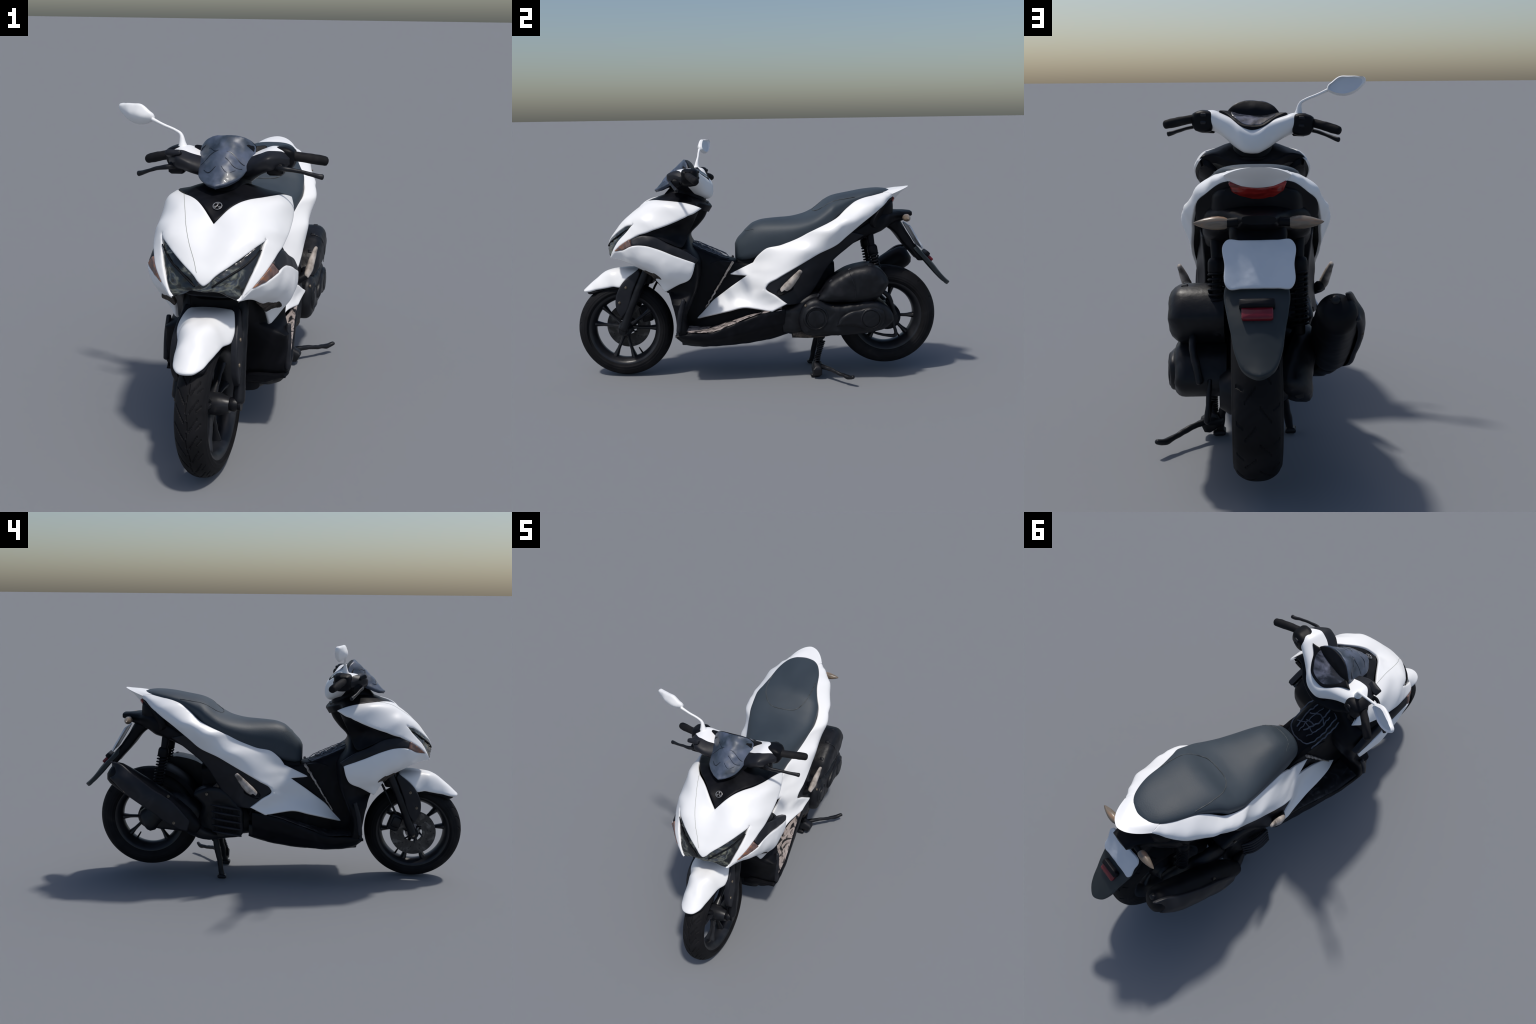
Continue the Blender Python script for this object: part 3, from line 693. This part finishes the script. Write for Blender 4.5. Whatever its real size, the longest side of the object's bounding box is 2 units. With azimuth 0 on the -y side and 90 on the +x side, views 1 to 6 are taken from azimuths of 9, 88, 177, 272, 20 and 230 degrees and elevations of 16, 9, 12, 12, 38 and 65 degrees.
# licence plate, its bracket, mudflap and reflector
nv = Vector((0, .862, .507)); u_ = Vector((1, 0, 0)); v_ = Vector((0, -.507, .862))
pc = Vector((0, .806, .729))
PL = [tuple(pc + u_ * a + v_ * b - nv * .002) for a, b in ((0, .071), (.05, .071), (.092, .070), (.098, .062), (.0965, 0), (.093, -.060), (.087, -.068), (.05, -.069), (0, -.069))]
panel("license_plate", PL, tuple(nv), PLATE, sym=True, thick=.005, rnd=.003, res=.007, lumps=.0012, lump_scale=26)
body("plate_bracket", 'z', [(.60, -.075, .075, .815, .848), (.64, -.08, .08, .780, .830), (.70, -.08, .08, .725, .792), (.76, -.08, .08, .675, .752), (.80, -.085, .085, .62, .73), (.83, -.075, .075, .60, .71)], BLACK, 20, 4, rough=.003)
panel("mudflap", [(0, .805, .685), (.085, .802, .681, 1), (.092, .828, .650), (.086, .865, .612), (.074, .908, .562), (.062, .950, .515), (.042, .981, .484), (0, 1.002, .472)], (0, .7, .71), FLAP, inner=[(0, .866, .622), (0, .923, .558), (.05, .898, .583)], sym=True, thick=.014, rnd=.006, res=.009, lumps=.001, xf=Matrix.Translation((.008, 0, 0)))
Rm = Matrix.Rotation(math.radians(-45), 4, 'X')
rf = make("reflector", *box_mesh((.009, .884, .609), (.086, .040, .016), Rm, .003), REFLECTOR)
make("reflector_hood", *box_mesh((.009, .868, .631), (.098, .026, .026), Rm, .004), BLACK, rf)

# passenger foot pegs folded against the side covers
tube("foot_peg", [(.236, .088, .485), (.246, .115, .512), (.256, .15, .553), (.266, .178, .590)], [.013, .0165, .015, .012, .008], WORN, 12, 1.3, mirror=True, rough=.0015, rscale=40)
tube("peg_bracket", [(.205, .075, .47), (.235, .10, .49), (.225, .13, .50)], [.018, .02, .018], BLACK, 10, mirror=True)

# ================================================================== ENGINE
body("engine_block", 'y', [(.09, -.12, .20, .24, .40), (.16, -.14, .215, .232, .42), (.24, -.16, .20, .232, .47), (.32, -.15, .20, .235, .46), (.375, -.12, .19, .25, .42)], CASTING, 24, 4, rough=.006, rscale=20)
body("engine_hanger", 'y', [(.12, -.10, .12, .36, .52), (.20, -.10, .12, .38, .60), (.30, -.09, .11, .42, .62), (.37, -.08, .09, .46, .60)], BLACK, 20, 3.2, rough=.006, rscale=18)
cvt, _ = panel("transmission_cover", [(.255, .172, .30), (.255, .182, .375), (.255, .208, .420), (.255, .26, .440), (.258, .33, .412), (.262, .45, .415), (.265, .53, .428), (.262, .60, .412), (.258, .652, .362), (.257, .663, .325), (.258, .63, .283), (.262, .56, .260), (.262, .45, .247), (.26, .35, .243), (.257, .25, .243), (.255, .195, .256)],
      (1, 0, 0), CASTING, depth_to=.10, rnd=.034, res=.009, lumps=.004, lump_scale=22)
panel("cover_bulge", [(.275, .362, .300, 1), (.275, .375, .335), (.276, .42, .370), (.277, .48, .385), (.277, .545, .398), (.276, .600, .375), (.275, .610, .335), (.275, .58, .288), (.276, .53, .272), (.276, .47, .295)], (1, 0, 0), CASTING, depth_to=.24, rnd=.014, res=.007, lumps=.002, lump_scale=25)
def boss(y, z, x, ro, ri, parent):
    turned("pulley_boss", [(x - .05, ro * .98), (x - .006, ro), (x, ro * .93), (x + .002, ro * .84), (x - .006, ro * .76), (x - .007, ri), (x + .002, ri * .93), (x + .004, ri * .75), (x + .003, .001)], (0, y, z), CASTING, 48, parent=parent, rough=.0015, rscale=40)
boss(.257, .342, .260, .066, .045, cvt); boss(.535, .338, .278, .056, .044, cvt)
airbox, _ = panel("air_filter_box", [(.262, .262, .430), (.266, .292, .475), (.268, .323, .522), (.270, .37, .555), (.272, .42, .583), (.274, .48, .600), (.276, .537, .606), (.277, .58, .592), (.278, .612, .560), (.278, .630, .522), (.277, .618, .484), (.275, .590, .448), (.273, .55, .425), (.27, .46, .415), (.266, .36, .415), (.263, .29, .418)],
      (1, 0, 0), CASTING, depth_to=.105, rnd=.048, res=.009, lumps=.003, lump_scale=18)
share(BOLT_OB, [Vector((.244, y, z)) for y, z in ((.195, .30), (.205, .405), (.345, .395), (.345, .262), (.47, .268), (.445, .400), (.625, .31), (.61, .385))])
sm = [(.276, .455, .45), (.278, .452, .50), (.274, .438, .545), (.262, .428, .572), (.238, .424, .585)]
tube("box_seam", sm, .0015, RIM, 6, parent=airbox)
clips = [make("box_clip", *box_mesh((0, 0, 0), (.022, .018, .012), None, .003), GREY, airbox)]
clips[0].location = (.225, .335, .528); clips[0].rotation_euler = (.7, 0, 0)
share(clips[0], [(.225, .43, .586), (.225, .535, .604), (.225, .27, .455)], airbox, [(.45, 0, 0), (0, 0, 0), (1.0, 0, 0)])
tube("breather_hose", [(.2, .60, .47), (.2, .635, .44), (.19, .655, .39), (.18, .67, .34)], .012, CASTING, 10, rough=.003)
tube("cover_bracket", [(.15, .655, .34), (.155, .672, .28), (.16, .682, .222), (.155, .62, .222), (.15, .565, .235)], [.009, .008, .010, .007, .006], CASTING, 8, rough=.002)
body("crankcase_foot", 'y', [(.14, .04, .2, .222, .27), (.25, .02, .2, .215, .27), (.36, .05, .2, .228, .26)], DUST_BROWN, 12, 3.5, rough=.005, rscale=25)

# right side: radiator cover with slats
rad, _ = panel("radiator_cover", [(-.185, .405, .462), (-.185, .33, .500), (-.19, .265, .497), (-.195, .20, .445), (-.2, .158, .40), (-.2, .150, .33), (-.195, .155, .255), (-.19, .235, .236), (-.185, .33, .236), (-.18, .392, .262), (-.17, .38, .34), (-.175, .36, .40)], (-1, 0, 0), CASTING, depth_to=-.09, rnd=.02, res=.009, lumps=.003, lump_scale=20)
slat = tube_mesh([(-.204, .31, .008), (-.218, .27, .004), (-.220, .22, -.004), (-.212, .165, -.014)], [.005, .009, .009, .006], 8, .8, flat_dir=(0, .1, 1))
s0 = make("radiator_slat", slat[0], slat[1], GREY, rad, angle=60); s0.location = (0, 0, .41)
share(s0, [(0, -.002, .375), (0, -.004, .340), (0, -.006, .305), (0, -.008, .272)], rad)
gr = []
for k in range(22):
    y = .165 + .14 * k / 21
    gr.append(box_mesh((-.203, y, .335), (.006, .0022, .15 - .03 * abs(k - 10) / 10), None, .0008))
V, F = merge(gr); make("radiator_fin", V, F, GREY, rad, kind="stuff")
bl = [Vector((-.186, .335, .470)), Vector((-.186, .335, .262))]
share(BOLT_OB, bl)
tube("coolant_hose", [(-.15, .30, .49), (-.16, .24, .53), (-.15, .20, .50), (-.17, .19, .45)], [.014, .016, .014], DUST_BROWN, 10, rough=.004)

# muffler with heat shield
def muffler():
    ax = np.array([(-.235, .40, .300), (-.232, .43, .322), (-.228, .50, .373), (-.224, .58, .428), (-.22, .68, .493), (-.216, .765, .548), (-.214, .80, .570)])
    rad_ = [.038, .060, .066, .068, .068, .066, .060]
    V, F = tube_mesh([tuple(p) for p in ax], rad_, 40, 1.0, step=.012)
    V = V + np.array([-.004, -.012, .008])
    m = make("muffler", roughen(V, .0015, 18), F, BLACK)
    # end recess and outlet pipe
    d = np.array([.05, .84, .54]); d = d / np.linalg.norm(d)
    end = np.array([-.2155, .803, .603])
    tube("tail_pipe", [tuple(end + np.array([.004, -.012, .012])), tuple(end + np.array([.004, -.002, .018]))], [.017, .015], CASTING, 16, parent=m, smooth=False)
    panel("heat_shield", [(-.283, .415, .345, 1), (-.290, .50, .445), (-.285, .60, .512), (-.272, .70, .585), (-.258, .77, .632), (-.248, .822, .640, 1), (-.262, .795, .605), (-.270, .800, .575), (-.278, .818, .562, 1), (-.290, .772, .515), (-.298, .70, .455), (-.298, .60, .385), (-.295, .50, .318), (-.285, .43, .290, 1)],
          (-.93, .1, .3), GREY, inner=[(-.306, .52, .385), (-.310, .62, .455), (-.306, .71, .525), (-.294, .77, .57)], thick=.008, rnd=.008, res=.009, parent=m, lumps=.0015, xf=Matrix.Translation((-.004, -.006, .006)))
    share(BOLT_OB, [Vector((-.298, .49, .345)), Vector((-.296, .735, .505)), Vector((-.27, .52, .475))])
    tube("exhaust_pipe", [(-.10, .20, .26), (-.15, .27, .248), (-.2, .34, .262), (-.235, .41, .305)], [.02, .022, .028, .034], CASTING, 14, parent=m, rough=.002)
    tube("muffler_bracket", [(-.10, .34, .30), (-.14, .42, .38), (-.155, .50, .43), (-.12, .60, .36), (-.105, .652, .306)], [.03, .03, .028, .035, .045], CASTING, 12, 1.6, parent=m, rough=.003)
muffler()

body("swing_arm", 'y', [(.36, -.155, -.095, .245, .36), (.45, -.15, -.098, .255, .37), (.56, -.145, -.10, .265, .36), (.66, -.135, -.10, .275, .335), (.685, -.13, -.105, .29, .32)], CASTING, 16, 4, rough=.004, rscale=25)
# rear hub, drum
turned("hub_drum", [(-.098, .001), (-.098, .022), (-.08, .036), (-.05, .05), (-.03, .068), (.03, .072), (.08, .07), (.11, .05), (.11, .001)], RW, CASTING, 40, parent=w2, rough=.002)

# inner guard wrapped over the front quarter of the rear tyre
sec = [(-.088, .258), (-.090, .282), (-.06, .291), (0, .295), (.06, .291), (.090, .282), (.088, .258), (.083, .258), (.083, .278), (0, .288), (-.083, .278), (-.083, .258)]
rings = [np.array([(RW[0] + x, RW[1] + r * math.cos(a), RW[2] + r * math.sin(a)) for x, r in sec]) for a in np.radians(np.linspace(102, 200, 30))]
make("wheel_guard", *fix(*skin(rings)), BLACK, angle=40)

# shock absorbers with coil springs
for s in (1, -1):
    x = .124 * s
    top, bot = np.array((x, .548, .755)), np.array((x * 1.02, .600, .470))
    sh = tube("shock_absorber", [tuple(top), tuple(top * .62 + bot * .38), tuple(bot)], [.020, .021, .014, .014, .016], BLACK, 16, smooth=False)
    d = (bot - top); L = np.linalg.norm(d); d = d / L
    e1 = np.cross(d, (1, 0, 0)); e1 /= np.linalg.norm(e1); e2 = np.cross(d, e1)
    pts = []
    for t in np.linspace(0, 1, 260):
        a = t * 2 * math.pi * 11
        pts.append(tuple(top + d * L * (.34 + .60 * t) + (e1 * math.cos(a) + e2 * math.sin(a)) * .0245))
    V, F = tube_mesh(pts, .0042, 7, smooth=False)
    make("coil_spring", V, F, BLACK, sh)
    tube("spring_collar", [tuple(top + d * L * .25), tuple(top + d * L * .34)], [.027, .027], BLACK, 18, parent=sh, smooth=False)

# ================================================================== STAND
st = [tube_mesh([(.07, .30, .235), (.095, .29, .17), (.125, .275, .09), (.135, .262, .015)], [.017, .016, .014, .014], 10), tube_mesh([(-.07, .30, .235), (-.085, .292, .17), (-.10, .275, .09), (-.112, .262, .014)], [.017, .016, .014, .014], 10),
      tube_mesh([(.09, .305, .20), (-.08, .305, .20)], .014, 10), box_mesh((.136, .262, .010), (.045, .05, .018), None, .005), box_mesh((-.114, .262, .010), (.04, .045, .018), None, .005)]
V, F = merge(st)
STAND = make("centre_stand", roughen(V, .003, 30), F, CASTING)
tube("kick_lever", [(.135, .275, .055), (.18, .30, .062), (.225, .335, .060), (.28, .385, .048), (.325, .428, .046), (.338, .436, .052)], [.020, .014, .011, .010, .010, .012, .010], CASTING, 10, parent=STAND, rough=.003)
V, F = merge([box_mesh((.165, .268, .05), (.07, .05, .06), Matrix.Rotation(.5, 4, 'Y'), .012)])
make("stand_gusset", roughen(V, .005, 28), F, CASTING, STAND)
pts = [(.155 + .013 * math.cos(a), .298 - .035 * t + .013 * math.sin(a), .195 - .11 * t) for t, a in ((t, t * 2 * math.pi * 12) for t in np.linspace(0, 1, 200))]
V, F = tube_mesh(pts, .0035, 6, smooth=False); make("return_spring", V, F, CASTING, STAND)

# ================================================================== HANDLEBAR
def handlebar():
    half = [(0, -.455, -.260, .920, 1.050, .070), (.025, -.455, -.261, .922, 1.056, .068), (.045, -.455, -.266, .932, 1.066, .06), (.072, -.460, -.284, .950, 1.082, .05), (.10, -.472, -.297, .976, 1.092, .03), (.13, -.480, -.308, 1.000, 1.102, .012),
            (.165, -.478, -.318, 1.018, 1.112, .003), (.20, -.445, -.322, 1.024, 1.108, 0), (.228, -.40, -.335, 1.035, 1.088, 0)]
    rows = keyed([(-r[0],) + r[1:] for r in half[:0:-1]] + half, 71)
    c, s = se_ring(64, 2.5); rings = []
    for x, yf, yr, zb, zt, lift in rows:
        y = (yf + yr) / 2 + c * (yr - yf) / 2
        z = (zb + zt) / 2 + s * (zt - zb) / 2
        k = np.clip((yr - y) / (yr - yf), 0, 1)
        z = z + np.where(s < 0, -s, 0) * k * lift          # belly rises toward the front
        z = z - np.where(s > 0, s, 0) * k * .025           # crown falls toward the front
        rings.append(np.column_stack([np.full(64, x), y, z]))
    V, F = skin(rings); V, F = fix(V, F)
    V = roughen(V, .0015, 12)
    t = np.linspace(0, 2 * np.pi, 64, endpoint=False)
    white, black = [], []
    for f in F:
        j = [i % 64 for i in f if i < 71 * 64]
        cc = np.mean([c[q] for q in j]); ss = np.mean([s[q] for q in j])
        (white if cc > -.05 - .38 * ss else black).append(f)
    def sub(fs):
        ids = sorted({i for f in fs for i in f}); mp = {k: i for i, k in enumerate(ids)}
        return V[ids], [tuple(mp[i] for i in f) for f in fs]
    make("handlebar_cover", *sub(white), WHITE, None, STEER, angle=80)
    make("handlebar_front", *sub(black), GREY, None, STEER, angle=80)
handlebar()
DISP = [(0, -.395, 1.088), (.07, -.395, 1.095), (.100, -.372, 1.098), (.137, -.358, 1.100, 1), (.100, -.338, 1.083), (.072, -.308, 1.063), (.048, -.290, 1.047), (0, -.282, 1.040)]
bez, BEZ_F = panel("display_bezel", DISP, (0, .5, .86), BLACK, inner=[(0, -.34, 1.074), (.05, -.34, 1.076)], sym=True, thick=.03, rnd=.004, res=.007, sink=-.006, xf=STEER)
panel("instrument_display", [(0, -.39, 1.088), (.06, -.388, 1.093), (.090, -.366, 1.095), (.085, -.342, 1.082), (.060, -.315, 1.065), (.040, -.300, 1.052), (0, -.294, 1.045)], (0, .5, .86), DISPLAY, field=BEZ_F, sym=True, thick=.006, rnd=.002, res=.006, sink=-.0075, lumps=.001, lump_scale=30, parent=bez, xf=STEER)
SCR = [(0, -.573, .990, 1), (.034, -.555, .994), (.070, -.522, 1.006), (.092, -.47, 1.030), (.102, -.43, 1.056), (.106, -.392, 1.085), (.104, -.380, 1.102), (.090, -.385, 1.122), (.055, -.400, 1.142), (0, -.408, 1.148)]
scr, SCR_F = panel("windscreen", SCR, (0, -.72, .69), SCREEN, inner=[(0, -.51, 1.058), (0, -.455, 1.108), (.04, -.50, 1.052), (.05, -.44, 1.105), (.075, -.43, 1.085)], sym=True, thick=.012, rnd=.005, res=.008, lumps=.003, lump_scale=25, xf=STEER)
cr = []
for k, (z0, w) in enumerate(((.62, .085), (.50, .08), (.36, .06), (.75, .06))):
    for s in (1, -1):
        if (k + s) % 4 == 0: continue
        P = []
        for t in np.linspace(.15 + .1 * RNG.random(), .95, 14):
            y = -.573 + (z0 + .06 * math.sin(t * 5 + k)) * .165
            P.append((s * w * t, y, 1.05))
        P = SCR_F.lift(SCR_F.flat(np.array([(p[0], p[1], .99 + (p[1] + .573) * .95 - .02 * abs(p[0]) / .1) for p in P])))
        cr.append(tube_mesh([tuple(p) for p in P], .0016, 6, smooth=False))
V, F = merge(cr); make("screen_ripple", V, F, SCREEN_CRACK, scr, STEER, kind="stuff")
panel("screen_hood", [(0, -.400, 1.146), (.055, -.392, 1.140), (.090, -.377, 1.120), (.104, -.370, 1.100), (.095, -.362, 1.088, 1), (.05, -.362, 1.082), (0, -.362, 1.080)], (0, .9, .2), BLACK, inner=[(0, -.372, 1.12), (.06, -.368, 1.11)], sym=True, thick=.03, rnd=.004, res=.008, xf=STEER)
body("screen_core", 'z', [(1.0, -.012, .012, -.535, -.45), (1.03, -.045, .045, -.495, -.40), (1.07, -.07, .07, -.445, -.38), (1.10, -.06, .06, -.41, -.375)], BLACK, 16, 2.4, xf=STEER, taper=lambda z: .5)

def steer_pair(build):
    for s in (1, -1): build(s)
def controls(s):
    h = body("switch_housing", 'x', [(s * .160, -.385, -.322, 1.03, 1.085), (s * .168, -.395, -.315, 1.018, 1.098), (s * .20, -.400, -.312, 1.013, 1.102), (s * .228, -.395, -.316, 1.020, 1.096), (s * .242, -.385, -.33, 1.04, 1.088)][::s],
             BLACK, 14, 4, 36, rough=.0035, rscale=25, xf=STEER)
    for dz in (1.085, 1.055):
        make("switch_button", *box_mesh((s * .195, -.314, dz), (.022, .012, .014), None, .003), GREY, h, STEER)
    tube("grip", [(s * .232, -.362, 1.068), (s * .29, -.335, 1.055), (s * .342, -.308, 1.042)], [.0175, .0175, .0185, .019, .0175], RUBBER, 20, xf=STEER, rough=.0015, rscale=50)
    tube("brake_lever", [(s * .185, -.435, 1.035), (s * .215, -.452, 1.035), (s * .26, -.440, 1.027), (s * .31, -.420, 1.012), (s * .338, -.405, 1.002), (s * .348, -.402, 1.000)], [.010, .008, .0065, .006, .007, .009], CASTING, 10, 1.2, xf=STEER, rough=.001)
    make("lever_bracket", *box_mesh((s * .185, -.425, 1.03), (.06, .04, .045), None, .008), BLACK, None, STEER)
steer_pair(controls)
make("reservoir_cap", *box_mesh((-.185, -.455, 1.085), (.06, .035, .02), Matrix.Rotation(-.5, 4, 'X'), .004), GREY, None, STEER)

# single mirror on the right
MX = np.array([(-.302, -.342, 1.182), (-.357, -.334, 1.243), (-.452, -.306, 1.228), (-.357, -.310, 1.158)])
A = np.column_stack([np.ones(4), MX[:, 0], MX[:, 2]]); co = np.linalg.lstsq(A, MX[:, 1], rcond=None)[0]
def mpt(x, z, off=0.0): return (x, co[0] + co[1] * x + co[2] * z + off, z)
mo = [mpt(x, z) for x, z in ((-.300, 1.180), (-.301, 1.202), (-.318, 1.220), (-.352, 1.242), (-.385, 1.243), (-.425, 1.239), (-.449, 1.232), (-.452, 1.224), (-.432, 1.190), (-.405, 1.170), (-.370, 1.159), (-.345, 1.160), (-.315, 1.170))]
mn = np.array([-co[1], 1, -co[2]])
mir, _ = panel("mirror", mo, tuple(-mn), WHITE, inner=[mpt(-.36, 1.20, -.026), mpt(-.40, 1.205, -.022), mpt(-.33, 1.195, -.020)], thick=.010, rnd=.008, res=.007, lumps=.001, lump_scale=30)
mg = [tuple(np.array([-.372, 0, 1.202]) + (np.array([p[0], 0, p[2]]) - np.array([-.372, 0, 1.202])) * .86) for p in mo]
panel("mirror_glass", [mpt(p[0], p[2], .0075) for p in mg], tuple(mn), PLATE, thick=.006, rnd=.002, res=.008, parent=mir)
tube("mirror_stalk", [(-.187, -.353, 1.085), (-.189, -.352, 1.105), (-.197, -.348, 1.137), (-.215, -.346, 1.148), (-.26, -.345, 1.166), (-.305, -.342, 1.186)], [.020, .012, .0065, .0055, .0055, .0055, .007], WHITE, 12, parent=mir)
